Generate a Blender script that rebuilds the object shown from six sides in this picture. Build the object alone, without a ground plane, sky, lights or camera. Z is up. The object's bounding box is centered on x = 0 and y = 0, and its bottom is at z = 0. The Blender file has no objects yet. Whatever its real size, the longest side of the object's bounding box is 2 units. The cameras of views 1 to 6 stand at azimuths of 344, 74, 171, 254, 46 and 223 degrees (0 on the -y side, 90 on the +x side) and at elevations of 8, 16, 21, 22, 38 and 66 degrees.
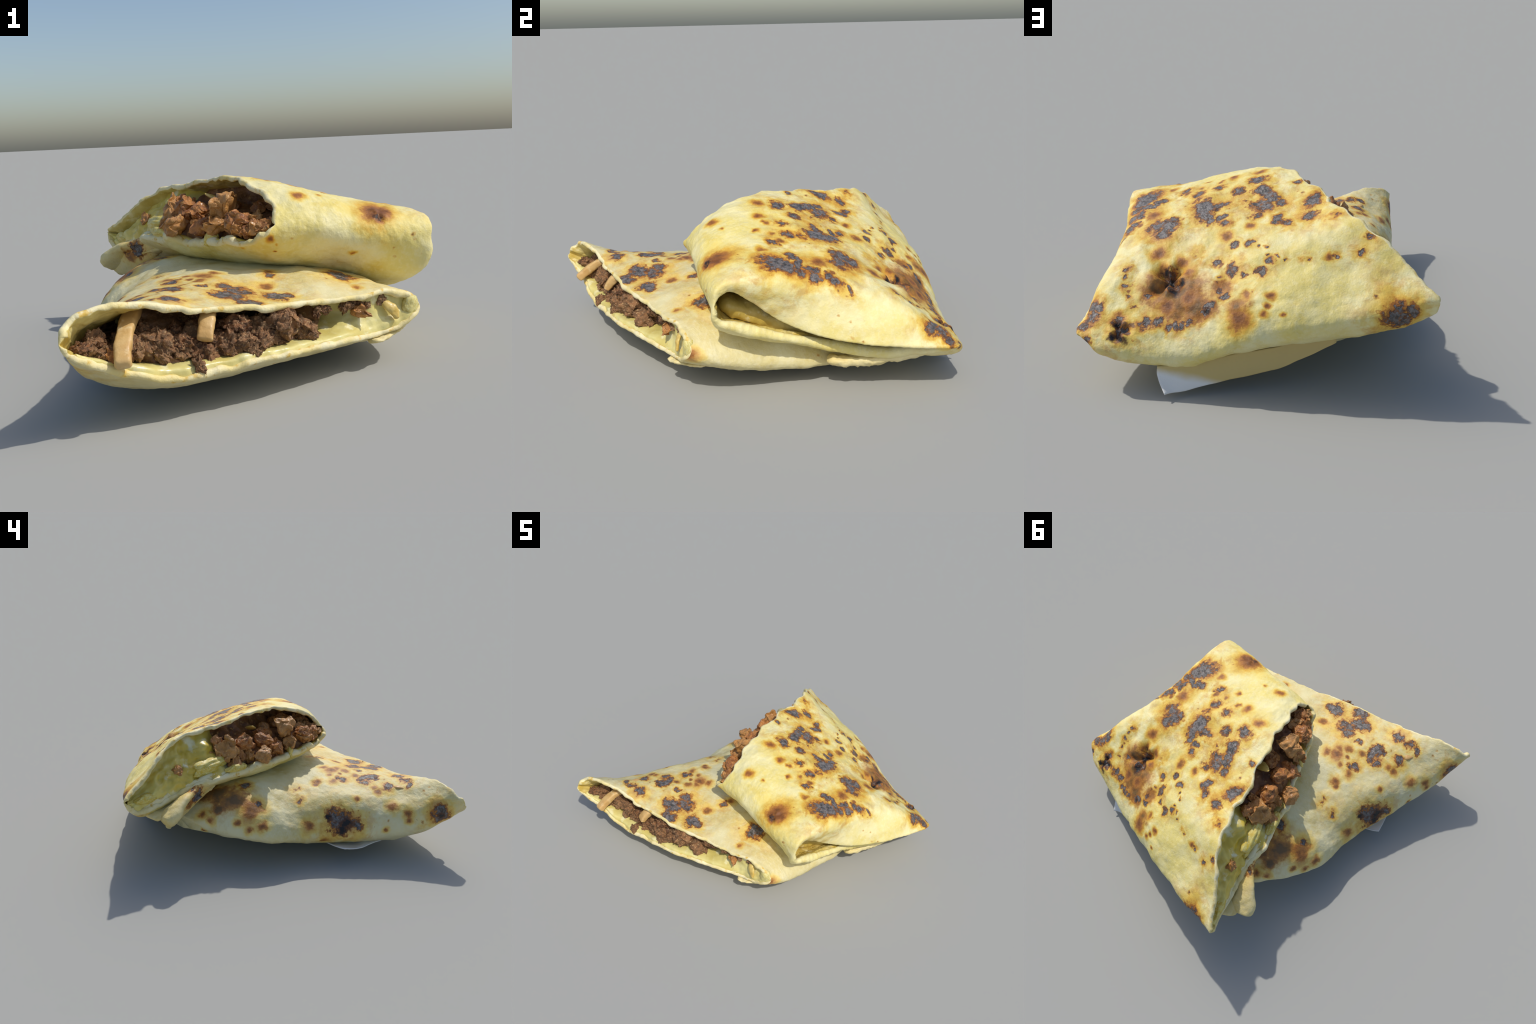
import bpy, bmesh, math, random
import numpy as np
from mathutils import Vector, noise, Matrix

random.seed(7)
rng = np.random.default_rng(11)

# ------------------------------------------------------------------ helpers
def spline_weights(knots, x, periodic=False):
    """matrix that takes values at knots to values at x (cubic through the knots)"""
    n = len(knots)
    k = np.asarray(knots, float)
    A = np.zeros((n, n)); B = np.zeros((n, n))
    if periodic:                       # uniform periodic knots 0..n-1
        for i in range(n):
            A[i, i] = 4; A[i, (i - 1) % n] += 1; A[i, (i + 1) % n] += 1
            B[i, (i + 1) % n] += 6; B[i, (i - 1) % n] += 6; B[i, i] -= 12
        M = np.linalg.solve(A, B)
        out = np.zeros((len(x), n))
        for j, v in enumerate(x):
            v = v % n
            i = int(v); f = v - i; i2 = (i + 1) % n
            a, b = 1 - f, f
            out[j, i] += a; out[j, i2] += b
            out[j] += ((a ** 3 - a) * M[i] + (b ** 3 - b) * M[i2]) / 6
        return out
    h = np.diff(k)
    A[0, 0] = A[-1, -1] = 1
    for i in range(1, n - 1):
        A[i, i - 1] = h[i - 1]; A[i, i] = 2 * (h[i - 1] + h[i]); A[i, i + 1] = h[i]
        B[i, i - 1] = 6 / h[i - 1]; B[i, i + 1] = 6 / h[i]; B[i, i] = -6 / h[i - 1] - 6 / h[i]
    M = np.linalg.solve(A, B)
    out = np.zeros((len(x), n))
    for j, v in enumerate(x):
        i = min(max(int(np.searchsorted(k, v) - 1), 0), n - 2)
        b = (v - k[i]) / h[i]; a = 1 - b
        out[j, i] += a; out[j, i + 1] += b
        out[j] += ((a ** 3 - a) * M[i] + (b ** 3 - b) * M[i + 1]) * h[i] ** 2 / 6
    return out


def loft(rings, knots, nu, nt):
    """closed rings of control points -> smooth grid [t, u, xyz]"""
    R = np.array(rings, float)
    Wu = spline_weights(range(R.shape[1]), np.linspace(0, R.shape[1], nu, endpoint=False), True)
    Wt = spline_weights(knots, np.linspace(knots[0], knots[-1], nt))
    return np.einsum('ti,uj,ijk->tuk', Wt, Wu, R)


def grid_normals(G):
    du = np.roll(G, -1, 1) - np.roll(G, 1, 1)
    dt = np.gradient(G, axis=0)
    n = np.cross(du, dt)
    n /= np.maximum(np.linalg.norm(n, axis=2, keepdims=True), 1e-9)
    return n


def fbm(p, scale, octaves=4, seed=0.0):
    return noise.fractal(Vector(p) * scale + Vector((seed, seed * 1.7, -seed)), 1.0, 2.0, octaves)


def mesh_object(name, verts, faces, mats, face_mats=None, parent=None):
    me = bpy.data.meshes.new(name)
    me.from_pydata([tuple(v) for v in verts], [], faces)
    for m in mats:
        me.materials.append(m)
    if face_mats is not None:
        me.polygons.foreach_set('material_index', face_mats)
    me.polygons.foreach_set('use_smooth', [True] * len(faces))
    me.update()
    ob = bpy.data.objects.new(name, me)
    bpy.context.scene.collection.objects.link(ob)
    ob.parent = parent
    return ob


def sheet_tube(name, G, N, thick, mats, parent, open_far):
    """tube of dough: outer skin, inner skin, rounded rim at the open ends"""
    nt, nu, _ = G.shape
    opp = (-np.arange(nu)) % nu
    gap = np.linalg.norm(G - G[:, opp], axis=2)
    th = np.minimum(thick, 0.42 * gap + 0.003)[..., None]
    for i in range(min(nt, 40)):           # the cut edge is torn unevenly
        for j in range(nu):
            th[i, j] *= 1 + .55 * fbm(G[i, j], 11, 3, 21) * (1 - i / 40)
    inner = G - N * th
    tdir = np.zeros_like(G)
    tdir[1:-1] = G[2:] - G[:-2]; tdir[0] = G[1] - G[0]; tdir[-1] = G[-1] - G[-2]
    tdir /= np.maximum(np.linalg.norm(tdir, axis=2, keepdims=True), 1e-9)
    rows = []                                   # loop of rows round the sheet
    steps = 5
    for k in range(steps, 0, -1):               # near rim, from inner to outer
        a = math.pi * k / (steps + 1)
        mid = G[0] - N[0] * th[0] / 2
        rows.append((mid + N[0] * th[0] / 2 * math.cos(a) - tdir[0] * th[0] / 2 * math.sin(a), 1))
    for i in range(nt):
        rows.append((G[i], 0))
    if open_far:
        for k in range(1, steps + 1):
            a = math.pi * k / (steps + 1)
            mid = G[-1] - N[-1] * th[-1] / 2
            rows.append((mid + N[-1] * th[-1] / 2 * math.cos(a) + tdir[-1] * th[-1] / 2 * math.sin(a), 0))
        for i in range(nt - 1, -1, -1):
            rows.append((inner[i], 2))
        closed = True
    else:
        closed = False
    verts = [p for r, _ in rows for p in r]
    faces, fm = [], []
    nr = len(rows)
    for i in range(nr if closed else nr - 1):
        a, b = i * nu, ((i + 1) % nr) * nu
        kind = max(rows[i][1], rows[(i + 1) % nr][1])
        for j in range(nu):
            j2 = (j + 1) % nu
            faces.append((a + j, a + j2, b + j2, b + j)); fm.append(kind)
    if not closed:
        # far end capped; inner skin as a second set of rows hung from the near rim
        verts.append(G[-1].mean(0)); c = len(verts) - 1
        b = (nr - 1) * nu
        for j in range(nu):
            faces.append((b + j, b + (j + 1) % nu, c)); fm.append(0)
        prev = 0
        for i in range(0, int(nt * 0.6)):
            s = len(verts); verts.extend(inner[i])
            for j in range(nu):
                j2 = (j + 1) % nu
                faces.append((s + j, s + j2, prev + j2, prev + j)); fm.append(2)
            prev = s
    return mesh_object(name, verts, faces, mats, fm, parent)


def bump(P, centre, radius, height):
    d2 = ((P - np.array(centre)) ** 2).sum(-1) / radius ** 2
    return height * np.exp(-d2)


# ------------------------------------------------------------------ control sections
# each section runs: one side edge, over the top, other side edge, back underneath
UPPER = [
 [(-.555,.985,.49),(-.49,.89,.575),(-.34,.69,.72),(-.25,.50,.768),(-.17,.22,.795),(-.09,-.03,.820),(-.035,-.22,.778),(.0,-.352,.705),
  (.0,-.43,.622),(-.09,-.405,.558),(-.19,-.26,.525),(-.29,-.03,.51),(-.39,.19,.51),(-.45,.45,.49),(-.48,.68,.43),(-.54,.90,.395)],
 [(-.30,.945,.41),(-.26,.875,.495),(-.16,.70,.635),(-.10,.50,.712),(-.045,.23,.765),(.01,-.02,.802),(.05,-.22,.772),(.08,-.36,.705),
  (.09,-.437,.605),(.03,-.37,.50),(-.08,-.25,.455),(-.18,-.03,.44),(-.27,.19,.435),(-.32,.45,.41),(-.35,.68,.35),(-.40,.87,.325)],
 [(.16,.868,.31),(.15,.825,.41),(.16,.71,.50),(.17,.50,.607),(.18,.25,.692),(.19,.0,.750),(.20,-.22,.738),(.235,-.383,.678),
  (.26,-.447,.562),(.23,-.365,.46),(.20,-.24,.40),(.18,-.03,.37),(.16,.2,.33),(.15,.45,.27),(.15,.70,.235),(.15,.82,.24)],
 [(.53,.785,.195),(.53,.745,.265),(.53,.64,.365),(.52,.46,.478),(.50,.25,.602),(.48,.03,.660),(.47,-.18,.680),(.47,-.375,.640),
  (.48,-.460,.535),(.46,-.39,.41),(.44,-.27,.33),(.43,-.05,.28),(.44,.2,.22),(.46,.45,.16),(.49,.66,.13),(.51,.755,.138)],
 [(.82,.705,.20),(.82,.67,.26),(.785,.58,.335),(.735,.42,.457),(.70,.22,.54),(.675,.03,.592),(.665,-.16,.63),(.67,-.37,.622),
  (.655,-.46,.53),(.62,-.42,.38),(.61,-.28,.30),(.61,-.05,.24),(.63,.15,.18),(.66,.35,.14),(.70,.54,.13),(.765,.68,.145)],
 [(.885,.675,.225),(.89,.63,.27),(.872,.52,.345),(.828,.355,.425),(.775,.165,.48),(.74,-.01,.520),(.725,-.18,.56),(.708,-.385,.595),
  (.688,-.455,.52),(.655,-.445,.39),(.655,-.28,.305),(.65,-.08,.25),(.67,.10,.20),(.70,.30,.155),(.76,.50,.15),(.84,.645,.17)],
 [(.935,.635,.255),(.94,.59,.265),(.918,.46,.272),(.862,.28,.282),(.785,.08,.312),(.715,-.08,.36),(.675,-.2,.43),(.690,-.365,.555),
  (.698,-.452,.50),(.685,-.44,.41),(.695,-.3,.335),(.695,-.11,.28),(.705,.06,.225),(.75,.25,.18),(.83,.43,.19),(.905,.585,.225)],
]
UPPER_T = [0, .12, .33, .66, .85, .93, 1]
LOWER = [
 [(-.935,-.985,.35),(-.91,-.93,.41),(-.80,-.905,.455),(-.62,-.85,.432),(-.40,-.79,.388),(-.12,-.73,.358),(.20,-.635,.333),(.47,-.56,.325),
  (.58,-.55,.25),(.50,-.57,.17),(.28,-.63,.14),(.0,-.76,.158),(-.28,-.84,.157),(-.52,-.885,.145),(-.75,-.925,.205),(-.89,-.975,.285)],
 [(-.875,-.70,.235),(-.83,-.68,.325),(-.72,-.66,.378),(-.56,-.60,.414),(-.35,-.58,.415),(-.10,-.53,.38),(.15,-.48,.386),(.45,-.41,.325),
  (.61,-.40,.205),(.54,-.40,.13),(.32,-.46,.09),(0,-.55,.08),(-.25,-.6,.07),(-.5,-.65,.062),(-.71,-.68,.09),(-.835,-.70,.155)],
 [(-.775,-.32,.175),(-.735,-.30,.265),(-.632,-.30,.368),(-.46,-.28,.410),(-.25,-.27,.43),(0,-.24,.42),(.25,-.2,.40),(.47,-.15,.31),
  (.61,-.12,.155),(.53,-.12,.075),(.3,-.15,.035),(.05,-.2,.03),(-.2,-.24,.03),(-.42,-.28,.035),(-.575,-.3,.06),(-.705,-.32,.105)],
 [(-.722,.0,.185),(-.66,.02,.280),(-.555,.04,.352),(-.42,.06,.41),(-.22,.08,.43),(0,.10,.41),(.22,.13,.36),(.43,.16,.27),
  (.60,.18,.13),(.52,.2,.07),(.3,.18,.04),(.1,.15,.04),(-.1,.12,.05),(-.3,.08,.065),(-.48,.04,.085),(-.64,.02,.12)],
 [(-.69,.25,.215),(-.63,.27,.31),(-.54,.29,.37),(-.42,.33,.41),(-.25,.36,.41),(-.05,.38,.37),(.15,.41,.30),(.35,.43,.21),
  (.54,.45,.12),(.48,.45,.07),(.3,.43,.06),(.1,.41,.07),(-.1,.38,.09),(-.3,.34,.12),(-.47,.30,.15),(-.62,.26,.17)],
 [(-.52,.52,.24),(-.47,.59,.28),(-.38,.65,.30),(-.28,.69,.30),(-.15,.70,.28),(0,.69,.25),(.15,.67,.21),(.32,.65,.16),
  (.50,.63,.11),(.46,.62,.08),(.32,.63,.10),(.15,.64,.13),(0,.66,.15),(-.15,.67,.17),(-.28,.65,.18),(-.43,.58,.20)],
]
LOWER_T = [0, .25, .5, .72, .88, 1]

# ------------------------------------------------------------------ toasting marks: x, y, z, radius
UPPER_BLACK = [
 (0.54, 0.453, 0.451, 0.029), (0.522, 0.491, 0.418, 0.032), (0.513, 0.576, 0.411, 0.028), (0.48, 0.537, 0.44, 0.021), (0.765, 0.631, 0.295, 0.022), (0.746, 0.695, 0.249, 0.023),
 (0.784, 0.678, 0.255, 0.022), (0.379, 0.718, 0.38, 0.018), (0.245, 0.469, 0.587, 0.014), (0.45, -0.42, 0.62, 0.02),
]
UPPER_RINGS = [
 (0.651, 0.154, 0.576, 0.033), (0.149, 0.292, 0.689, 0.028), (-0.012, 0.338, 0.728, 0.03), (-0.075, 0.389, 0.734, 0.035), (-0.037, 0.169, 0.778, 0.023), (0.115, 0.063, 0.762, 0.017),
 (0.001, 0.059, 0.794, 0.016),
]
LOWER_BLACK = [
 (-0.748, -0.304, 0.248, 0.043), (-0.91, -0.853, 0.296, 0.029), (-0.757, -0.277, 0.216, 0.029), (-0.689, -0.219, 0.28, 0.024),
]
LOWER_RINGS = [
 (-0.558, 0.2, 0.374, 0.033), (-0.755, -0.262, 0.212, 0.029), (-0.831, -0.534, 0.22, 0.026), (-0.605, -0.746, 0.422, 0.028), (-0.664, -0.401, 0.368, 0.025), (-0.852, -0.663, 0.282, 0.024),
]
UPPER_CHAR = [
 (0.616, -0.155, 0.649, 0.074), (0.65, -0.099, 0.629, 0.054), (0.678, -0.044, 0.605, 0.038), (0.707, 0.02, 0.575, 0.036), (0.724, 0.12, 0.548, 0.033), (0.621, -0.027, 0.628, 0.025),
 (0.592, 0.184, 0.592, 0.06), (0.532, 0.213, 0.605, 0.056), (0.561, 0.275, 0.572, 0.048), (0.343, 0.173, 0.672, 0.067), (0.344, 0.129, 0.683, 0.058), (0.344, 0.228, 0.655, 0.043),
 (0.266, 0.17, 0.693, 0.046), (0.326, 0.276, 0.641, 0.027), (0.264, 0.267, 0.662, 0.029), (0.26, 0.319, 0.644, 0.029), (0.376, 0.047, 0.689, 0.034), (0.363, -0.004, 0.698, 0.037),
 (0.261, 0.004, 0.73, 0.027), (0.175, 0.097, 0.737, 0.036), (0.061, 0.042, 0.782, 0.049), (0.435, -0.096, 0.685, 0.027), (0.558, -0.048, 0.652, 0.038), (0.069, 0.165, 0.751, 0.049),
 (0.04, 0.229, 0.741, 0.047), (0.101, 0.254, 0.715, 0.045), (0.071, 0.303, 0.711, 0.049), (0.006, 0.293, 0.734, 0.042), (0.107, 0.341, 0.688, 0.033), (0.018, 0.418, 0.695, 0.033),
 (-0.016, 0.467, 0.692, 0.028), (-0.131, 0.455, 0.736, 0.046), (-0.15, 0.381, 0.759, 0.046), (-0.157, 0.339, 0.77, 0.039), (-0.106, 0.173, 0.792, 0.025), (0.601, -0.171, 0.655, 0.036),
 (0.622, -0.108, 0.642, 0.04), (0.642, -0.039, 0.622, 0.04), (0.665, 0.024, 0.598, 0.036), (0.692, 0.09, 0.572, 0.033), (0.732, 0.133, 0.54, 0.029), (0.753, 0.176, 0.516, 0.017),
 (0.879, 0.51, 0.34, 0.037), (0.903, 0.584, 0.288, 0.033), (0.587, -0.008, 0.636, 0.024), (-0.413, 0.964, 0.431, 0.067), (-0.457, 0.971, 0.46, 0.037), (0.084, 0.604, 0.596, 0.009),
 (0.052, 0.627, 0.595, 0.009), (0.021, 0.651, 0.589, 0.009), (-0.039, 0.687, 0.588, 0.011), (-0.064, 0.697, 0.593, 0.011), (-0.182, 0.71, 0.622, 0.017), (-0.288, 0.742, 0.641, 0.024),
 (-0.332, 0.706, 0.702, 0.024), (-0.212, 0.541, 0.744, 0.024), (0.172, 0.192, 0.712, 0.015), (0.208, 0.214, 0.695, 0.015), (0.41, 0.424, 0.544, 0.02), (0.395, 0.463, 0.526, 0.016),
 (0.161, 0.498, 0.612, 0.022), (0.126, 0.539, 0.61, 0.013), (0.093, 0.56, 0.614, 0.011), (0.241, 0.466, 0.59, 0.029), (0.326, 0.529, 0.52, 0.024), (0.253, 0.593, 0.517, 0.039),
 (0.302, 0.591, 0.491, 0.016), (0.201, 0.65, 0.517, 0.018), (0.142, 0.669, 0.535, 0.027), (0.085, 0.641, 0.575, 0.02), (0.181, 0.727, 0.48, 0.017), (0.317, 0.641, 0.46, 0.028),
 (0.312, 0.687, 0.44, 0.026), (0.374, 0.698, 0.4, 0.028), (0.387, 0.723, 0.37, 0.026), (0.444, 0.723, 0.335, 0.017), (0.478, 0.722, 0.316, 0.023), (0.516, 0.714, 0.306, 0.02),
 (0.555, 0.703, 0.301, 0.019), (0.594, 0.669, 0.317, 0.028), (0.647, 0.653, 0.313, 0.027), (0.676, 0.661, 0.298, 0.027), (0.728, 0.412, 0.463, 0.023), (0.726, 0.456, 0.438, 0.016),
 (0.728, 0.499, 0.409, 0.024), (0.724, 0.532, 0.384, 0.013), (0.703, 0.582, 0.35, 0.013), (0.625, 0.552, 0.393, 0.022), (0.876, 0.572, 0.315, 0.044), (0.85, 0.539, 0.35, 0.029),
 (0.901, 0.654, 0.25, 0.017), (0.761, 0.624, 0.304, 0.033), (0.758, 0.659, 0.257, 0.043), (0.52, 0.542, 0.414, 0.044), (0.529, 0.461, 0.441, 0.036),
]
UPPER_BLISTER = [
 (0.605, 0.066, 0.614, 0.057), (0.464, -0.377, 0.645, 0.087), (0.424, -0.407, 0.632, 0.051), (0.421, -0.056, 0.686, 0.027), (0.494, -0.17, 0.676, 0.025), (0.359, -0.073, 0.704, 0.02),
 (0.317, -0.144, 0.714, 0.02), (0.247, -0.076, 0.736, 0.022), (0.124, -0.316, 0.729, 0.032), (0.235, -0.296, 0.714, 0.017), (0.052, -0.058, 0.794, 0.035), (0.269, 0.402, 0.607, 0.036),
 (0.152, 0.391, 0.656, 0.024), (0.179, -0.093, 0.757, 0.029), (0.258, 0.397, 0.613, 0.021), (0.585, 0.368, 0.519, 0.045), (0.475, 0.439, 0.507, 0.036), (0.236, -0.086, 0.739, 0.018),
 (0.313, -0.145, 0.715, 0.018), (0.184, 0.104, 0.733, 0.026), (-0.153, 0.713, 0.61, 0.023), (0.571, 0.443, 0.469, 0.04), (0.446, 0.499, 0.478, 0.04), (0.546, 0.627, 0.367, 0.047),
 (0.446, 0.634, 0.408, 0.047), (0.122, -0.321, 0.727, 0.026), (0.334, -0.405, 0.468, 0.014), (-0.006, -0.4, 0.537, 0.008), (-0.003, -0.374, 0.51, 0.008), (-0.135, -0.326, 0.523, 0.01),
 (0.215, 0.742, 0.454, 0.028), (0.441, -0.43, 0.611, 0.03), (0.112, 0.784, 0.467, 0.022), (0.126, 0.816, 0.433, 0.015), (0.14, 0.841, 0.397, 0.019), (0.255, 0.805, 0.377, 0.056),
 (-0.037, -0.417, 0.562, 0.018), (0.065, 0.864, 0.407, 0.013),
]
UPPER_STAIN = [
 (0.505, 0.582, 0.413, 0.181), (0.605, 0.519, 0.416, 0.096), (0.411, 0.686, 0.388, 0.115), (0.251, 0.767, 0.417, 0.06), (0.317, 0.656, 0.454, 0.062),
]
LOWER_CHAR = [
 (-0.098, -0.633, 0.364, 0.059), (-0.053, -0.621, 0.363, 0.042), (-0.281, -0.649, 0.39, 0.062), (-0.236, -0.572, 0.395, 0.062), (-0.273, -0.549, 0.407, 0.044), (-0.212, -0.73, 0.368, 0.05),
 (-0.36, -0.545, 0.42, 0.026), (-0.524, -0.745, 0.417, 0.049), (-0.603, -0.749, 0.423, 0.033), (-0.493, -0.567, 0.42, 0.051), (-0.501, -0.519, 0.417, 0.038), (-0.554, -0.517, 0.409, 0.033),
 (-0.661, -0.749, 0.419, 0.021), (-0.636, -0.621, 0.4, 0.038), (-0.468, -0.405, 0.416, 0.028), (-0.443, -0.376, 0.418, 0.023), (-0.464, -0.087, 0.394, 0.022), (-0.549, -0.075, 0.364, 0.027),
 (-0.733, -0.284, 0.259, 0.079), (-0.695, -0.243, 0.287, 0.04), (-0.762, -0.346, 0.247, 0.044), (-0.562, 0.192, 0.373, 0.027), (-0.904, -0.836, 0.307, 0.059), (-0.059, -0.39, 0.414, 0.029),
 (0.275, -0.402, 0.379, 0.057), (-0.275, 0.407, 0.398, 0.03), (-0.389, 0.229, 0.431, 0.04),
]
LOWER_BLISTER = [
 (-0.586, 0.222, 0.357, 0.073), (-0.608, 0.253, 0.336, 0.063), (-0.094, -0.5, 0.386, 0.036), (-0.358, -0.451, 0.426, 0.035), (-0.329, -0.37, 0.428, 0.05), (-0.268, -0.343, 0.429, 0.035),
 (-0.658, -0.555, 0.386, 0.028), (-0.444, -0.235, 0.408, 0.037), (-0.469, -0.329, 0.412, 0.035), (-0.667, -0.404, 0.367, 0.023), (-0.696, -0.097, 0.246, 0.043), (-0.683, 0.197, 0.27, 0.04),
 (-0.669, 0.273, 0.254, 0.025), (-0.612, 0.335, 0.296, 0.029), (-0.48, 0.51, 0.316, 0.033), (-0.53, 0.483, 0.291, 0.025), (-0.508, 0.52, 0.223, 0.018), (-0.852, -0.663, 0.282, 0.022),
 (-0.83, -0.534, 0.222, 0.022), (-0.735, -0.178, 0.156, 0.033), (-0.78, -0.599, 0.333, 0.038), (-0.838, -0.673, 0.311, 0.031), (-0.439, -0.493, 0.423, 0.033), (-0.619, -0.54, 0.396, 0.025),
 (-0.394, -0.336, 0.422, 0.025), (0.284, -0.542, 0.353, 0.027), (-0.035, -0.344, 0.418, 0.028), (0.581, -0.547, 0.23, 0.04), (-0.694, -0.094, 0.247, 0.039), (-0.046, -0.419, 0.404, 0.015),
 (-0.468, -0.208, 0.402, 0.023), (-0.313, -0.417, 0.427, 0.036), (-0.39, -0.4, 0.425, 0.022),
]
LOWER_STAIN = [
 (-0.492, 0.326, 0.385, 0.133), (-0.508, 0.429, 0.336, 0.061), (-0.393, 0.406, 0.392, 0.119),
]
# ------------------------------------------------------------------ materials
UPPER_DENTS = [((.535,.505,.46), .06, -.038), ((.62,.47,.46), .05, .010), ((.47,.58,.45), .05, .012), ((.44,.45,.53), .05, .010),
               ((.755,.662,.275), .03, -.022), ((.46,-.40,.63), .06, .006), ((-.085,-.425,.60), .022, .020), ((-.20,.76,.62), .09, -.013), ((.0,.70,.56), .07, -.012),
               ((-.25,.62,.70), .06, .012), ((-.05,.90,.42), .14, .014), ((-.30,.93,.44), .10, .012), ((.36,.36,.58), .05, .010),
               ((.15,.60,.57), .05, .012), ((.28,.62,.49), .05, -.012), ((.66,.30,.55), .04, .010), ((.30,.05,.71), .05, .008)]
LOWER_DENTS = [((-.10,-.36,.40), .08, .012), ((-.69,-.20,.25), .05, -.012), ((-.60,-.10,.31), .06, .008), ((-.43,-.16,.40), .05, -.008)]

UPPER_PUCKERS = [((.535,.505,.44), .10, .022, 4, .6), ((.755,.662,.275), .05, .014, 3, .2), ((.46,-.40,.63), .05, .006, 3, 1.0)]


class Nodes:
    def __init__(self, name):
        self.mat = bpy.data.materials.new(name)
        self.mat.use_nodes = True
        self.t = self.mat.node_tree
        self.bsdf = self.t.nodes['Principled BSDF']
        self.coord = self.t.nodes.new('ShaderNodeTexCoord').outputs['Object']

    def new(self, kind, **props):
        n = self.t.nodes.new('ShaderNode' + kind)
        for k, v in props.items():
            setattr(n, k, v)
        return n

    def put(self, sock, val):
        if isinstance(val, bpy.types.NodeSocket):
            self.t.links.new(val, sock)
        else:
            sock.default_value = val

    def noise(self, scale, detail=4, rough=.55, vec=None, colour=False, dist=0.0):
        n = self.new('TexNoise')
        self.put(n.inputs['Vector'], vec or self.coord)
        n.inputs['Scale'].default_value = scale; n.inputs['Detail'].default_value = detail
        n.inputs['Roughness'].default_value = rough; n.inputs['Distortion'].default_value = dist
        return n.outputs['Color' if colour else 'Fac']

    def math(self, op, a, b=0.0, clamp=False):
        n = self.new('Math', operation=op, use_clamp=clamp)
        self.put(n.inputs[0], a); self.put(n.inputs[1], b)
        return n.outputs[0]

    def vmath(self, op, a, b=None, scale=None):
        n = self.new('VectorMath', operation=op)
        self.put(n.inputs[0], a)
        if b is not None: self.put(n.inputs[1], b)
        if scale is not None: n.inputs['Scale'].default_value = scale
        return n.outputs['Value' if op in ('DISTANCE', 'LENGTH') else 'Vector']

    def ramp(self, fac, stops, mode='LINEAR'):
        n = self.new('ValToRGB')
        n.color_ramp.interpolation = mode
        e = n.color_ramp.elements
        while len(e) < len(stops): e.new(.5)
        for x, (p, c) in zip(e, stops):
            x.position = p; x.color = (*c, 1) if len(c) == 3 else c
        self.put(n.inputs['Fac'], fac)
        return n.outputs['Color']

    def range(self, v, a, b, c=0.0, d=1.0, kind='SMOOTHSTEP'):
        n = self.new('MapRange', interpolation_type=kind)
        self.put(n.inputs['Value'], v)
        for k, x in zip(('From Min', 'From Max', 'To Min', 'To Max'), (a, b, c, d)):
            n.inputs[k].default_value = x
        return n.outputs[0]

    def mix(self, fac, a, b, mode='MIX'):
        n = self.new('Mix', data_type='RGBA', blend_type=mode)
        self.put(n.inputs[0], fac)
        self.put(n.inputs[6], a if isinstance(a, bpy.types.NodeSocket) else (*a, 1))
        self.put(n.inputs[7], b if isinstance(b, bpy.types.NodeSocket) else (*b, 1))
        return n.outputs[2]

    def warped(self, *layers):
        p = self.coord
        for scale, amp in layers:
            c = self.noise(scale, 3, colour=True)
            c = self.vmath('SUBTRACT', c, (.5, .5, .5))
            c = self.vmath('SCALE', c, scale=amp)
            p = self.vmath('ADD', p, c)
        return p

    def spots(self, pos, spots):
        """largest of 1 - distance / radius over a list of spots"""
        best = None
        for x, y, z, r in spots:
            d = self.vmath('DISTANCE', pos, (x, y, z))
            f = self.math('MULTIPLY_ADD', d, -1.0 / r)
            f.node.inputs[2].default_value = 1.0
            best = f if best is None else self.math('MAXIMUM', best, f)
        return best

    def voronoi(self, scale, vec=None, out='Distance'):
        n = self.new('TexVoronoi')
        self.put(n.inputs['Vector'], vec or self.coord)
        n.inputs['Scale'].default_value = scale
        return n.outputs[out]

    def finish(self, colour, rough, bump=None, strength=.3, dist=.01, spec=.4, sss=0.0, coat=0.0):
        b = self.bsdf
        self.put(b.inputs['Base Color'], colour)
        self.put(b.inputs['Roughness'], rough)
        b.inputs['Specular IOR Level'].default_value = spec
        b.inputs['Coat Weight'].default_value = coat
        b.inputs['Coat Roughness'].default_value = .2
        if sss:
            b.inputs['Subsurface Weight'].default_value = sss
            b.inputs['Subsurface Radius'].default_value = (.03, .02, .008)
            b.inputs['Subsurface Scale'].default_value = 1.0
        if bump is not None:
            n = self.new('Bump'); n.inputs['Strength'].default_value = strength; n.inputs['Distance'].default_value = dist
            self.put(n.inputs['Height'], bump)
            self.t.links.new(n.outputs[0], b.inputs['Normal'])
        return self.mat


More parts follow.
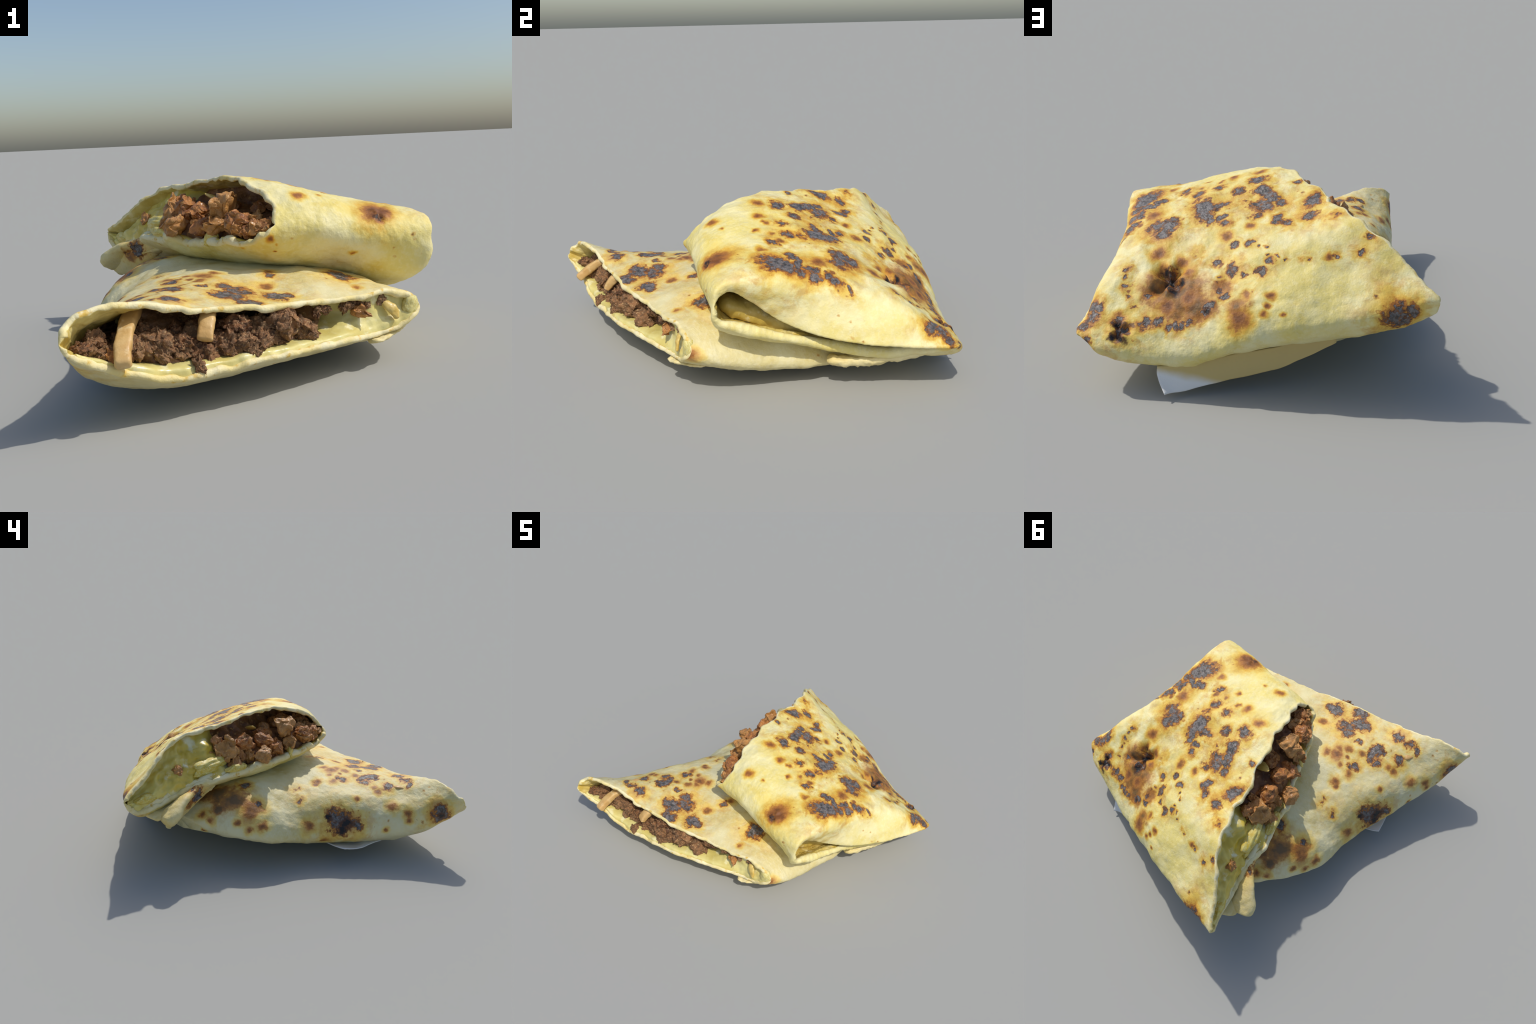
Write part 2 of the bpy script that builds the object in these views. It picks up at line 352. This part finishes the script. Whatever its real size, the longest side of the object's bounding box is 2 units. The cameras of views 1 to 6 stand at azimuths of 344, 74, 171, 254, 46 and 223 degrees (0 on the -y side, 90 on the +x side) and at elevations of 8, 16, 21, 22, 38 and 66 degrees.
def dough(name, pale, mid, deep, char, blister, stain, specks, halo_amount, black=(), rings=()):
    """toasted dough: cream ground, amber halos, brown blisters, char with its sheen coloured in grey"""
    m = Nodes(name)
    base = m.mix(m.range(m.noise(3.2, 5, .6), .36, .62), pale, mid)
    base = m.mix(m.range(m.noise(7.5, 6, .62, dist=.4), .50, .72, 0, .6), base, deep)
    base = m.mix(m.range(m.noise(55, 4), .45, .7, 0, .22), base, (pale[0] * 1.05, pale[1] * 1.08, pale[2] * 1.4))
    wp = m.warped((6, .10), (18, .055), (45, .02))
    rag = m.math('SUBTRACT', m.noise(13, 6, .68), .5)
    fine = m.math('SUBTRACT', m.noise(52, 4, .65), .5)
    soft = m.warped((6, .06), (20, .03))
    ch = m.spots(wp, char)
    bl = m.spots(soft, blister)
    near = m.range(ch, -1.6, .3, kind='LINEAR')
    # toasted ground: yellow, then amber, then orange brown the nearer a mark is
    toast = m.math('MAXIMUM', ch, m.math('SUBTRACT', bl, .25))
    toast = m.math('ADD', toast, m.math('MULTIPLY', m.math('SUBTRACT', m.noise(8, 6, .65), .5), 2.4))
    toast = m.math('ADD', toast, m.math('MULTIPLY', rag, .7))
    heat = m.ramp(m.range(toast, -1.2, .3, kind='LINEAR'), [(0, mid), (.40, (.80, .59, .13)), (.68, (.70, .41, .055)), (.90, (.52, .235, .03)), (1, (.36, .13, .024))])
    base = m.mix(m.math('MULTIPLY', m.range(toast, -1.45, -.2), halo_amount, True), base, heat)
    # golden mottling wherever the flat side met the pan
    pan = m.range(ch, -3.2, -.4, kind='LINEAR')
    mott = m.math('MULTIPLY', m.range(m.noise(9.5, 8, .68, dist=.5), .41, .58), pan)
    base = m.mix(m.math('MULTIPLY', mott, halo_amount * .85), base, m.mix(m.range(m.noise(21, 5, .65), .42, .62), (.76, .52, .10), (.58, .29, .038)))
    if stain:
        st = m.math('ADD', m.spots(m.warped((5, .14), (16, .06)), stain), m.math('MULTIPLY', rag, 1.3))
        base = m.mix(m.range(st, -.15, .45, 0, .88), base, m.ramp(m.math('ADD', st, rag), [(.2, (.56, .27, .03)), (.45, (.34, .12, .02)), (.85, (.10, .038, .016))]))
    # brown blisters
    b = m.math('ADD', bl, m.math('ADD', m.math('MULTIPLY', rag, 1.1), m.math('MULTIPLY', fine, .6)))
    base = m.mix(m.range(b, .0, .5, 0, .85), base, m.ramp(b, [(.15, (.58, .27, .04)), (.45, (.38, .145, .03)), (.85, (.17, .06, .02))]))
    # specks of many sizes, mostly where the pan touched
    v = m.voronoi(17, m.warped((20, .03), (60, .012)))
    size = m.noise(5.5, 2)
    sp = m.math('SUBTRACT', m.range(size, .42, .70, 0, .42, 'LINEAR'), v)
    sp = m.math('SUBTRACT', sp, m.math('MULTIPLY', m.math('SUBTRACT', 1.0, near), .24))
    sp = m.math('ADD', sp, m.math('MULTIPLY', fine, .22))
    base = m.mix(m.range(sp, -.10, .05, 0, .7), base, (.58, .28, .035))
    base = m.mix(m.range(sp, .0, .12, 0, .9), base, (.15, .07, .03))
    # char patches: brown edge, glossy highlights on the burn painted grey
    c = m.math('ADD', m.math('ADD', ch, m.math('MULTIPLY', rag, 2.3)), m.math('MULTIPLY', fine, .8))
    base = m.mix(m.range(c, -.16, .12, 0, .9), base, (.40, .15, .024))
    base = m.mix(m.range(c, .08, .26, 0, .92), base, m.mix(m.range(m.noise(31, 4), .4, .62), (.11, .042, .018), (.27, .105, .028)))
    grey = m.mix(m.range(m.noise(48, 6, .75), .36, .64), (.055, .05, .045), (.23, .205, .19))
    gmask = m.math('MULTIPLY', m.range(c, .24, .44), m.range(m.noise(27, 5, .7), .36, .47))
    base = m.mix(gmask, base, grey)
    # burnt black hearts of the craters
    if black:
        k = m.math('ADD', m.spots(m.warped((14, .05), (40, .02)), black), m.math('MULTIPLY', fine, 1.6))
        base = m.mix(m.range(k, -.30, .25, 0, .9), base, (.09, .035, .014))
        base = m.mix(m.range(k, .30, .6), base, (.016, .015, .016))
    # blisters that burst: thin dark rings round a yellow heart
    if rings:
        d = m.spots(m.warped((25, .02)), rings)
        base = m.mix(m.range(d, .38, .48, 0, .8), base, (.62, .44, .06))
        base = m.mix(m.math('MULTIPLY', m.range(d, .12, .24), m.range(d, .46, .34)), base, (.10, .055, .02))
    h = m.math('ADD', m.math('MULTIPLY', m.noise(30, 6, .6), .6), m.math('MULTIPLY', m.noise(110, 3), .22))
    h = m.math('SUBTRACT', h, m.math('MULTIPLY', m.math('MULTIPLY', gmask, m.noise(90, 3)), .8))
    rough = m.math('SUBTRACT', .56, m.math('MULTIPLY', gmask, .16))
    return m.finish(base, rough, h, .5, .012, .35, 0)


skin_upper = dough('toasted_dough_upper', (.85, .765, .40), (.80, .665, .215), (.70, .52, .09), UPPER_CHAR, UPPER_BLISTER, UPPER_STAIN, 1.0, 1.0, UPPER_BLACK)
skin_lower = dough('toasted_dough_lower', (.77, .70, .41), (.71, .61, .29), (.60, .46, .13), LOWER_CHAR, LOWER_BLISTER, LOWER_STAIN, .8, .75, LOWER_BLACK)
skin_flap = dough('toasted_dough_flap', (.80, .70, .38), (.74, .60, .25), (.62, .46, .12), [(-.46, .53, .45, .05)], [(-.64, .80, .30, .05), (-.5, .58, .40, .05)], [], .8, .5)


def simple(name, a, b, c, scale, rough, bump_scale, strength=.4, coat=0.0, sss=0.0, dist=.01, rand=0.0):
    m = Nodes(name)
    col = m.mix(m.range(m.noise(scale, 5), .36, .64), a, b)
    col = m.mix(m.range(m.noise(scale * 2.7, 4), .55, .72), col, c)
    if rand:
        r = m.new('ObjectInfo').outputs['Random']
        col = m.mix(m.range(r, 0, 1, 0, rand, 'LINEAR'), col, c)
    h = m.noise(bump_scale, 5, .6)
    return m.finish(col, rough, h, strength, dist, .45, sss, coat)


rim_mat = simple('cut_dough', (.86, .77, .46), (.78, .64, .26), (.70, .46, .08), 9, .6, 40, .5)
lining_mat = simple('inner_dough', (.68, .55, .18), (.54, .38, .07), (.78, .68, .36), 6, .5, 22, .5, .1)
cheese_pale = simple('melted_cheese_pale', (.76, .68, .27), (.66, .54, .15), (.82, .76, .42), 6, .38, 18, .35, .25)
cheese_yellow = simple('melted_cheese_yellow', (.78, .66, .19), (.68, .48, .045), (.84, .79, .50), 4, .35, 18, .35, .3)
meat_dark = simple('minced_meat', (.30, .13, .048), (.10, .042, .018), (.64, .42, .20), 2.6, .62, 14, .5, .03, 0, .06, .3)
meat_bright = simple('spiced_meat', (.54, .215, .048), (.26, .09, .024), (.68, .39, .12), 1.8, .42, 8, .4, .2, 0, .05, .4)
meat_bed_dark = simple('meat_bed', (.30, .155, .075), (.14, .065, .032), (.52, .36, .20), 16, .55, 45, .9, .1, 0, .012)
meat_bed_bright = simple('meat_bed_spiced', (.32, .14, .045), (.16, .065, .025), (.50, .29, .11), 14, .5, 40, .8, .15, 0, .012)
fry_mat = simple('fried_potato', (.58, .34, .11), (.68, .45, .18), (.74, .55, .28), 9, .5, 40, .3, .1)
onion_mat = simple('fried_onion', (.66, .44, .09), (.72, .55, .18), (.50, .28, .04), 14, .45, 40, .3, .2)

def greasy_paper():
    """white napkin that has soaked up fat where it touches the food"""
    m = Nodes('paper')
    z = m.new('SeparateXYZ'); m.put(z.inputs[0], m.warped((6, .05)))
    lift = m.math('ADD', z.outputs[2], m.math('MULTIPLY', m.math('SUBTRACT', .28, z.outputs[0]), .22))
    col = m.mix(m.range(lift, .025, .075), (.80, .79, .76), (.62, .47, .19))
    return m.finish(col, .85, m.noise(60, 4), .15)


paper_mat = greasy_paper()
plain_paper_mat = simple('paper_white', (.80, .79, .76), (.76, .74, .70), (.82, .81, .79), 6, .85, 60, .15)
# ------------------------------------------------------------------ relief of the dough
def relief(G, seed, amp, dents, rough, puckers=()):
    """push the skin in and out along its normal: soft folds, blisters, named dents"""
    N = grid_normals(G)
    nt, nu, _ = G.shape
    H = np.zeros((nt, nu))
    for i in range(nt):
        for j in range(nu):
            p = G[i, j]
            H[i, j] = (amp * fbm(p, 4.5, 3, seed) + amp * .75 * fbm(p, 12, 4, seed + 9)
                       + rough * fbm(p, 40, 2, seed + 4))
    for c, r, h in dents:
        H += bump(G, c, r, h)
    for c, r, h, arms, turn in puckers:        # skin drawn together in a star of folds
        D = G - np.array(c)
        d = np.linalg.norm(D, axis=2)
        ang = np.arctan2(D[..., 1], D[..., 0])
        H += h * np.exp(-((d - .55 * r) / (.45 * r)) ** 2) * np.cos(arms * ang + turn)
    return G + N * H[..., None]


def ragged_rim(G, amp, scale, seed, reach):
    """uneven cut edge: slide the first rows along the tube"""
    nt = len(G)
    d = G[6] - G[0]
    d /= np.linalg.norm(d, axis=1, keepdims=True)
    base = G[0].copy()
    for j in range(G.shape[1]):
        k = amp * fbm(base[j], scale, 3, seed)
        for i in range(int(nt * reach)):
            f = 1 - i / (nt * reach)
            G[i, j] += d[j] * k * f * f
    return G


class Opening:
    """addresses inside a wrap: s along the cut, h floor to roof, d depth into the wrap"""
    def __init__(self, G, N, thick):
        self.I = G - N * thick * .8
        self.nt, self.nu = G.shape[:2]
        self.dir = (G[0] - G[10]).mean(0)
        self.dir /= np.linalg.norm(self.dir)

    def at(self, s, h, d):
        nt, nu, I = self.nt, self.nu, self.I
        s = min(max(s, 0.0), 1.0)
        x = max(d, 0) * (nt - 1)
        i = min(int(x), nt - 2); f = x - i
        def ring(pos):
            pos = pos % nu
            a = int(pos); g = pos - a; b = (a + 1) % nu
            r0 = I[i, a] * (1 - g) + I[i, b] * g
            r1 = I[i + 1, a] * (1 - g) + I[i + 1, b] * g
            return r0 * (1 - f) + r1 * f
        p = ring(nu - s * nu / 2) * (1 - h) + ring(s * nu / 2) * h
        if d < 0:
            p = p - self.dir * d
        return p


def smooth(a, b, x):
    x = min(max((x - a) / (b - a), 0), 1)
    return x * x * (3 - 2 * x)


def filling_mass(name, op, depth, mat, parent, seed, lump=.02, ns=150, nh=36, thick=.22, crumb=0.0):
    """melted cheese: a lumpy face across the opening with a body behind it"""
    verts, faces = [], []
    for layer in (0, 1):
        for a in range(ns):
            s = .012 + .976 * a / (ns - 1)
            for b in range(nh):
                h = -.03 + 1.06 * b / (nh - 1)
                p = op.at(s, h, depth(s, h) + layer * thick)
                if layer == 0:
                    edge = min(1, 4 * min(h + .03, 1.03 - h))
                    k = lump * fbm(p, 7, 3, seed) + lump * .4 * fbm(p, 22, 3, seed + 3)
                    if crumb:
                        k += crumb * (1.1 - 1.6 * noise.voronoi(p * 13)[0][0]) + crumb * .5 * (.5 - noise.voronoi(p * 31)[0][0])
                    p = p + op.dir * k * (.12 + .88 * max(edge, 0))
                verts.append(p)
    def idx(l, a, b): return (l * ns + a) * nh + b
    for a in range(ns - 1):
        for b in range(nh - 1):
            faces.append((idx(0, a, b), idx(0, a + 1, b), idx(0, a + 1, b + 1), idx(0, a, b + 1)))
            faces.append((idx(1, a, b), idx(1, a, b + 1), idx(1, a + 1, b + 1), idx(1, a + 1, b)))
    for a in range(ns - 1):
        for b, o in ((0, 1), (nh - 1, 0)):
            q = (idx(0, a, b), idx(1, a, b), idx(1, a + 1, b), idx(0, a + 1, b))
            faces.append(q if o else q[::-1])
    for b in range(nh - 1):
        for a, o in ((0, 0), (ns - 1, 1)):
            q = (idx(0, a, b), idx(1, a, b), idx(1, a, b + 1), idx(0, a, b + 1))
            faces.append(q if o else q[::-1])
    ob = mesh_object(name, verts, faces, [mat], None, parent)
    bm = bmesh.new(); bm.from_mesh(ob.data); bmesh.ops.recalc_face_normals(bm, faces=bm.faces)
    bm.to_mesh(ob.data); bm.free()
    return ob


def lump_mesh(name, seed, mat, kind, subdiv=4):
    """one nugget: 'crumbly' minced meat, 'knobbly' glossy meat, 'blob' cheese"""
    bm = bmesh.new()
    bmesh.ops.create_icosphere(bm, subdivisions=subdiv, radius=1)
    off = Vector((seed * 3.1, seed * 1.3, -seed * 2.7))
    for v in bm.verts:
        n = v.co.normalized()
        q = n + off
        if kind == 'crumbly':
            w = n + noise.noise_vector(q * 1.4) * .45 + noise.noise_vector(q * 3.5) * .16
            f1 = noise.voronoi((w + off) * 2.2)[0][0]; f2 = noise.voronoi((w + off) * 5.2)[0][0]
            r = .90 + .30 * (.5 - f1) + .24 * (.45 - f2) + .05 * noise.fractal(q * 7, 1, 2, 3)
            n = w
        elif kind == 'knobbly':
            w = n + noise.noise_vector(q * .9) * .65 + noise.noise_vector(q * 2.1) * .28
            f1 = noise.voronoi((w + off) * 1.7)[0][0]
            r = .92 + .20 * (.5 - f1) + .12 * noise.fractal(q * 2.6, 1, 2, 3) + .025 * noise.fractal(q * 8, 1, 2, 2)
            n = w
        else:
            r = .9 + .25 * noise.fractal(q * 1.2, 1, 2, 3)
        v.co = n * r
    me = bpy.data.meshes.new(name)
    bm.to_mesh(me); bm.free()
    me.materials.append(mat)
    me.polygons.foreach_set('use_smooth', [True] * len(me.polygons))
    return me


def place(name, me, pos, size, parent, rnd):
    ob = bpy.data.objects.new(name, me)
    bpy.context.scene.collection.objects.link(ob)
    ob.parent = parent
    ob.location = Vector(pos)
    ob.rotation_euler = (rnd.uniform(0, 6.28), rnd.uniform(0, 6.28), rnd.uniform(0, 6.28))
    if np.isscalar(size):
        size = tuple(size * rnd.uniform(.72, 1.22) for _ in range(3))
    ob.scale = size
    return ob


def strip(name, spine, widths, thick, mat, parent, side, seed, rough=.004, square=2.6):
    """bar swept along a spine: french fry, dough tongue, shred"""
    S = np.array(spine, float); n = len(S)
    k = np.linspace(0, 1, n); x = np.linspace(0, 1, 40)
    W = spline_weights(k, x)
    C = W @ S; wid = W @ np.array(widths, float); th = W @ np.array(thick, float)
    T = np.gradient(C, axis=0); T /= np.linalg.norm(T, axis=1, keepdims=True)
    side = np.array(side, float)
    nu = 28
    verts, faces = [], []
    for i in range(len(C)):
        a = side - T[i] * (side @ T[i]); a /= np.linalg.norm(a)
        b = np.cross(T[i], a)
        e = min(i, len(C) - 1 - i)
        cap = (.55, .85, .97)[e] if e < 3 else 1
        for j in range(nu):
            w = 2 * math.pi * j / nu
            c, s = math.cos(w), math.sin(w)
            c = math.copysign(abs(c) ** (2 / square), c); s = math.copysign(abs(s) ** (2 / square), s)
            p = C[i] + (a * c * wid[i] + b * s * th[i]) * cap
            p = p + (a * c + b * s) * (rough * fbm(p, 14, 3, seed) + rough * .4 * fbm(p, 45, 2, seed))
            verts.append(p)
    for i in range(len(C) - 1):
        for j in range(nu):
            j2 = (j + 1) % nu
            faces.append((i * nu + j, i * nu + j2, (i + 1) * nu + j2, (i + 1) * nu + j))
    for i, rev in ((0, True), (len(C) - 1, False)):
        verts.append(C[i]); c = len(verts) - 1
        for j in range(nu):
            q = (i * nu + j, i * nu + (j + 1) % nu, c)
            faces.append(q[::-1] if rev else q)
    return mesh_object(name, verts, faces, [mat], None, parent)


def paper_sheet(name, rows, mat, parent, thick=.006):
    """thin paper between hand-placed cross lines"""
    R = np.array(rows, float)
    W1 = spline_weights(np.linspace(0, 1, R.shape[0]), np.linspace(0, 1, 24))
    W2 = spline_weights(np.linspace(0, 1, R.shape[1]), np.linspace(0, 1, 40))
    G = np.einsum('ai,bj,ijk->abk', W1, W2, R)
    na, nb, _ = G.shape
    for i in range(na):
        for j in range(nb):
            G[i, j] += np.array((0, 0, 1)) * .006 * fbm(G[i, j], 9, 3, 2)
    n = np.cross(np.gradient(G, axis=0), np.gradient(G, axis=1)); n /= np.linalg.norm(n, axis=2, keepdims=True)
    verts = list(G.reshape(-1, 3)) + list((G - n * thick).reshape(-1, 3))
    o = na * nb; faces = []
    for i in range(na - 1):
        for j in range(nb - 1):
            a, b, c, d = i * nb + j, (i + 1) * nb + j, (i + 1) * nb + j + 1, i * nb + j + 1
            faces.append((a, b, c, d)); faces.append((a + o, d + o, c + o, b + o))
    for i in range(na - 1):
        for j in (0, nb - 1):
            a, b = i * nb + j, (i + 1) * nb + j
            faces.append((a, a + o, b + o, b) if j == 0 else (a, b, b + o, a + o))
    for j in range(nb - 1):
        for i in (0, na - 1):
            a, b = i * nb + j, i * nb + j + 1
            faces.append((a, b, b + o, a + o) if i == 0 else (a, a + o, b + o, b))
    return mesh_object(name, verts, faces, [mat], None, parent)


def empty(name, loc=(0, 0, 0)):
    e = bpy.data.objects.new(name, None)
    bpy.context.scene.collection.objects.link(e)
    e.location = loc
    return e


# ------------------------------------------------------------------ the two wraps
top = empty('stuffed_tortilla')
top['label'] = 'toasted folded tortilla half with charred spots, spiced meat and cheese'
top['category'] = 'stuffed tortilla'
low = empty('stuffed_tortilla')
low['label'] = 'folded tortilla half lying below, cut open, with minced meat and fries'
low['category'] = 'stuffed tortilla'

TH_U, TH_L = .024, .025
GU = loft(UPPER, UPPER_T, 320, 220)
GU = ragged_rim(GU, .030, 7, 3.3, .12)
GU = relief(GU, 1.0, .007, UPPER_DENTS, .0010, UPPER_PUCKERS)
NU = grid_normals(GU)
# the far end is a fat fold: the lower sheet thickens towards it
nt, nu, _ = GU.shape
tt = np.linspace(0, 1, nt)[:, None]; uu = (np.arange(nu) / nu)[None, :]
under = np.clip((uu - .555) / .06, 0, 1) * np.clip((1.0 - uu) / .06, 0, 1)
fat = TH_U + .034 * np.clip((tt - .6) / .3, 0, 1) * under + .016 * np.clip((.12 - tt) / .12, 0, 1) * under
sheet_tube('tortilla', GU, NU, fat, [skin_upper, rim_mat, lining_mat], top, True)
GL = loft(LOWER, LOWER_T, 320, 200)
GL = ragged_rim(GL, .020, 8, 7.7, .12)
GL = relief(GL, 5.0, .006, LOWER_DENTS, .0010)
NL = grid_normals(GL)
sheet_tube('tortilla', GL, NL, TH_L, [skin_lower, rim_mat, lining_mat], low, False)

open_u, open_l = Opening(GU, NU, TH_U), Opening(GL, NL, TH_L)

# melted cheese and the bed of meat behind it
def cheese_low(s, h):
    return -.004 + .34 * smooth(.08, .60, h) * (1 - .88 * smooth(.66, .80, s)) + .10 * (1 - smooth(.03, .14, s))
def meat_low(s, h):
    return .055 + .12 * abs(fbm((s * 5, h * 1.6, 0), 1, 3, 17)) + .20 * smooth(.35, .92, h) + .16 * smooth(.62, .74, s) + .05 * (1 - smooth(.03, .14, s))
def cheese_up(s, h):
    return -.004 + .035 * smooth(.25, .9, h) + .34 * smooth(.40, .52, s) * smooth(.03, .45, h)
def meat_up(s, h):
    return .03 + .20 * smooth(.35, .9, h) * smooth(.45, .7, s) + .05 * smooth(.3, .9, h) + .12 * smooth(.86, .97, s) + .14 * (1 - smooth(.36, .46, s))
filling_mass('melted_cheese', open_l, cheese_low, cheese_pale, low, 4.1, .016)
filling_mass('melted_cheese', open_u, cheese_up, cheese_yellow, top, 8.3, .045, thick=.10)
filling_mass('meat_bed', open_l, meat_low, meat_bed_dark, low, 2.2, .02, 300, 70, crumb=.022)
filling_mass('meat_bed', open_u, meat_up, meat_bed_bright, top, 6.2, .02, 300, 70, thick=.10, crumb=.022)

# meat
rnd = random.Random(42)
crumbly = [lump_mesh('minced_meat', k + 1, meat_dark, 'crumbly', 5) for k in range(5)]
knobbly = [lump_mesh('meat_chunk', k + 11, meat_bright, 'knobbly', 5) for k in range(5)]
cheese_lumps = [lump_mesh('cheese_lump', k + 31, cheese_yellow, 'blob', 4) for k in range(2)]

for pos, r in [((-.10,-.70,.275), .072), ((-.19,-.69,.245), .07), ((.01,-.665,.228), .058), ((-.32,-.765,.225), .072),
               ((-.40,-.79,.20), .045), ((-.58,-.80,.275), .065), ((-.50,-.78,.25), .05), ((-.455,-.855,.185), .036),
               ((-.28,-.72,.29), .055), ((-.64,-.75,.30), .05), ((-.81,-.84,.32), .04), ((-.24,-.79,.20), .04)]:
    place('minced_meat', rnd.choice(crumbly), pos, r, low, rnd)

def scatter(n, op, s_range, h_range, d_range, r_range, name, meshes, parent):
    """pieces that keep clear of floor and roof"""
    done = 0
    while done < n:
        s, h = rnd.uniform(*s_range), rnd.uniform(*h_range)
        d = (d_range(s, h) if callable(d_range) else 0) + rnd.uniform(-.03, .0) if callable(d_range) else rnd.uniform(*d_range)
        gap = np.linalg.norm(op.at(s, 1, d) - op.at(s, 0, d))
        r = min(rnd.uniform(*r_range), gap * .3)
        if r < r_range[0] * .6:
            done += .2
            continue
        h = min(max(h, 1.15 * r / gap), 1 - 1.15 * r / gap)
        place(name, rnd.choice(meshes), op.at(s, h, d), r, parent, rnd)
        done += 1
scatter(50, open_l, (.06, .64), (.2, .8), meat_low, (.025, .055), 'minced_meat', crumbly, low)
scatter(10, open_l, (.66, .84), (.7, .85), (.03, .07), (.018, .03), 'minced_meat', crumbly, low)
place('cheese_lump', lump_mesh('cheese_lump', 51, cheese_pale, 'blob', 4), (.535, -.545, .25), (.045, .025, .05), low, rnd).rotation_euler = (0, 0, .3)
place('meat_chunk', knobbly[0], (.285, -.60, .258), (.05, .03, .028), low, rnd)
place('meat_chunk', knobbly[1], (-.76, -.89, .265), (.028, .028, .028), low, rnd)

for pos, r in [((-.305,.305,.64), .072), ((-.31,.37,.595), .05), ((-.345,.09,.60), .05), ((-.31,.17,.595), .052), ((-.12,-.24,.625), .062),
               ((-.15,-.115,.685), .072), ((-.20,-.13,.605), .06), ((-.235,.058,.65), .05), ((-.26,.20,.66), .052),
               ((-.40,.64,.585), .03), ((-.26,.36,.68), .042), ((-.24,-.02,.59), .05), ((-.35,.27,.575), .045)]:
    place('meat_chunk', rnd.choice(knobbly), pos, r, top, rnd)
scatter(34, open_u, (.42, .93), (.15, .75), meat_up, (.025, .05), 'meat_chunk', knobbly, top)
place('cheese_lump', cheese_lumps[0], (-.385, .27, .55), (.035, .085, .03), top, rnd).rotation_euler = (0, .2, .33)
place('cheese_lump', cheese_lumps[1], (-.36, .44, .57), (.05, .13, .05), top, rnd).rotation_euler = (-.12, .3, .30)
place('cheese_lump', cheese_lumps[0], (-.22, -.13, .55), (.045, .035, .025), top, rnd)
strip('onion_shred', [(-.10,.10,.69),(-.15,.105,.715),(-.19,.108,.735)], [.035,.028,.006], [.010,.010,.004], onion_mat, top, (0, 1, .3), 3, .002, 2)

# fries standing out of the lower cut
strip('french_fry', [(-.64,-.66,.39),(-.69,-.80,.358),(-.722,-.895,.30),(-.732,-.962,.25)], [.030]*4, [.024]*4, fry_mat, low, (1, -.2, 0), 5, .004, 4)
strip('french_fry', [(-.35,-.62,.375),(-.39,-.745,.345),(-.412,-.80,.30),(-.424,-.822,.268)], [.029]*4, [.022,.022,.022,.016], fry_mat, low, (1, -.2, 0), 6, .004, 4)
strip('onion_shred', [(.40,-.55,.28),(.435,-.575,.25),(.455,-.585,.205)], [.012,.022,.012], [.010]*3, onion_mat, low, (1, 0, .2), 9, .006, 2)

# loose dough edge that hangs from the upper wrap, and the sheet it belongs to
strip('dough_flap', [(-.40,.44,.525),(-.445,.54,.470),(-.525,.65,.430),(-.572,.722,.372),(-.592,.762,.342)], [.025,.036,.056,.076,.062], [.016,.020,.028,.042,.036],
      skin_flap, top, (.75, .50, -.42), 12, .006, 2.3)
strip('dough_fold', [(-.38,.44,.46),(-.44,.55,.41),(-.51,.66,.36),(-.575,.75,.322)], [.035,.05,.062,.050], [.016,.018,.020,.020],
      skin_flap, top, (.30, .20, -.93), 41, .008, 2.3)
strip('dough_fold', [(-.30,.42,.46),(-.38,.58,.42),(-.47,.74,.38),(-.53,.84,.365)], [.08,.10,.09,.06], [.016,.016,.018,.015],
      skin_flap, top, (.85, .5, .05), 15, .010, 2.3)
# inner layer of dough and drips of cheese along the lower lip of the upper wrap
strip('dough_fold', [(-.38,.28,.535),(-.425,.48,.505),(-.46,.68,.455),(-.515,.88,.42)], [.022,.028,.030,.018], [.012,.014,.014,.010],
      rim_mat, top, (.5, .25, .8), 33, .016, 2.2)
for k, (s, h, r) in enumerate([(.16,.35,.05)]):
    place('cheese_lump', cheese_lumps[k % 2], open_u.at(s, h, .0), (r * .8, r * 1.9, r * .7), top, random.Random(k)).rotation_euler = (.3 * k, .2, .35)
# rolled end of the sheet that nearly fills the pocket at the far end
strip('dough_fold', [(.525,-.39,.46),(.525,-.25,.395),(.555,-.08,.33),(.625,.10,.27)], [.06,.07,.07,.05], [.036,.058,.050,.03],
      lining_mat, top, (1, 0, -.15), 25, .010, 2.2)  # darker yellow picked to put the pocket's shade into the colour
# smaller folded layers tucked under the far end of the upper wrap
strip('dough_fold', [(.64,.10,.14),(.70,.26,.145),(.755,.42,.165),(.81,.56,.20)], [.04,.05,.05,.03], [.022,.030,.028,.016],
      skin_flap, top, (.9, -.3, .1), 18, .014, 2.0)
strip('dough_fold', [(.33,-.60,.125),(.44,-.53,.135),(.53,-.46,.15)], [.03,.04,.03], [.012,.012,.010],
      skin_flap, low, (.3, -.9, 0), 21, .010, 2.3)

# scraps of paper left under the food
paper = empty('paper_napkin')
paper['label'] = 'torn scrap of white paper napkin under the food'
paper['category'] = 'paper napkin'
paper_sheet('paper', [[(.60,.755,.14),(.45,.76,.16),(.18,.785,.21),(.0,.80,.25),(-.18,.82,.30)],
                      [(.60,.760,.09),(.46,.772,.095),(.18,.788,.15),(.0,.80,.20),(-.18,.82,.275)],
                      [(.57,.815,.034),(.467,.785,.036),(.18,.790,.094),(.0,.80,.150),(-.18,.82,.25)]], paper_mat, paper)
paper_sheet('paper', [[(-.62,-.20,.10),(-.62,-.35,.08),(-.60,-.55,.085)], [(-.74,-.235,.115),(-.735,-.36,.095),(-.68,-.57,.095)],
                      [(-.812,-.275,.120),(-.778,-.40,.094),(-.71,-.60,.10)]], plain_paper_mat, paper)
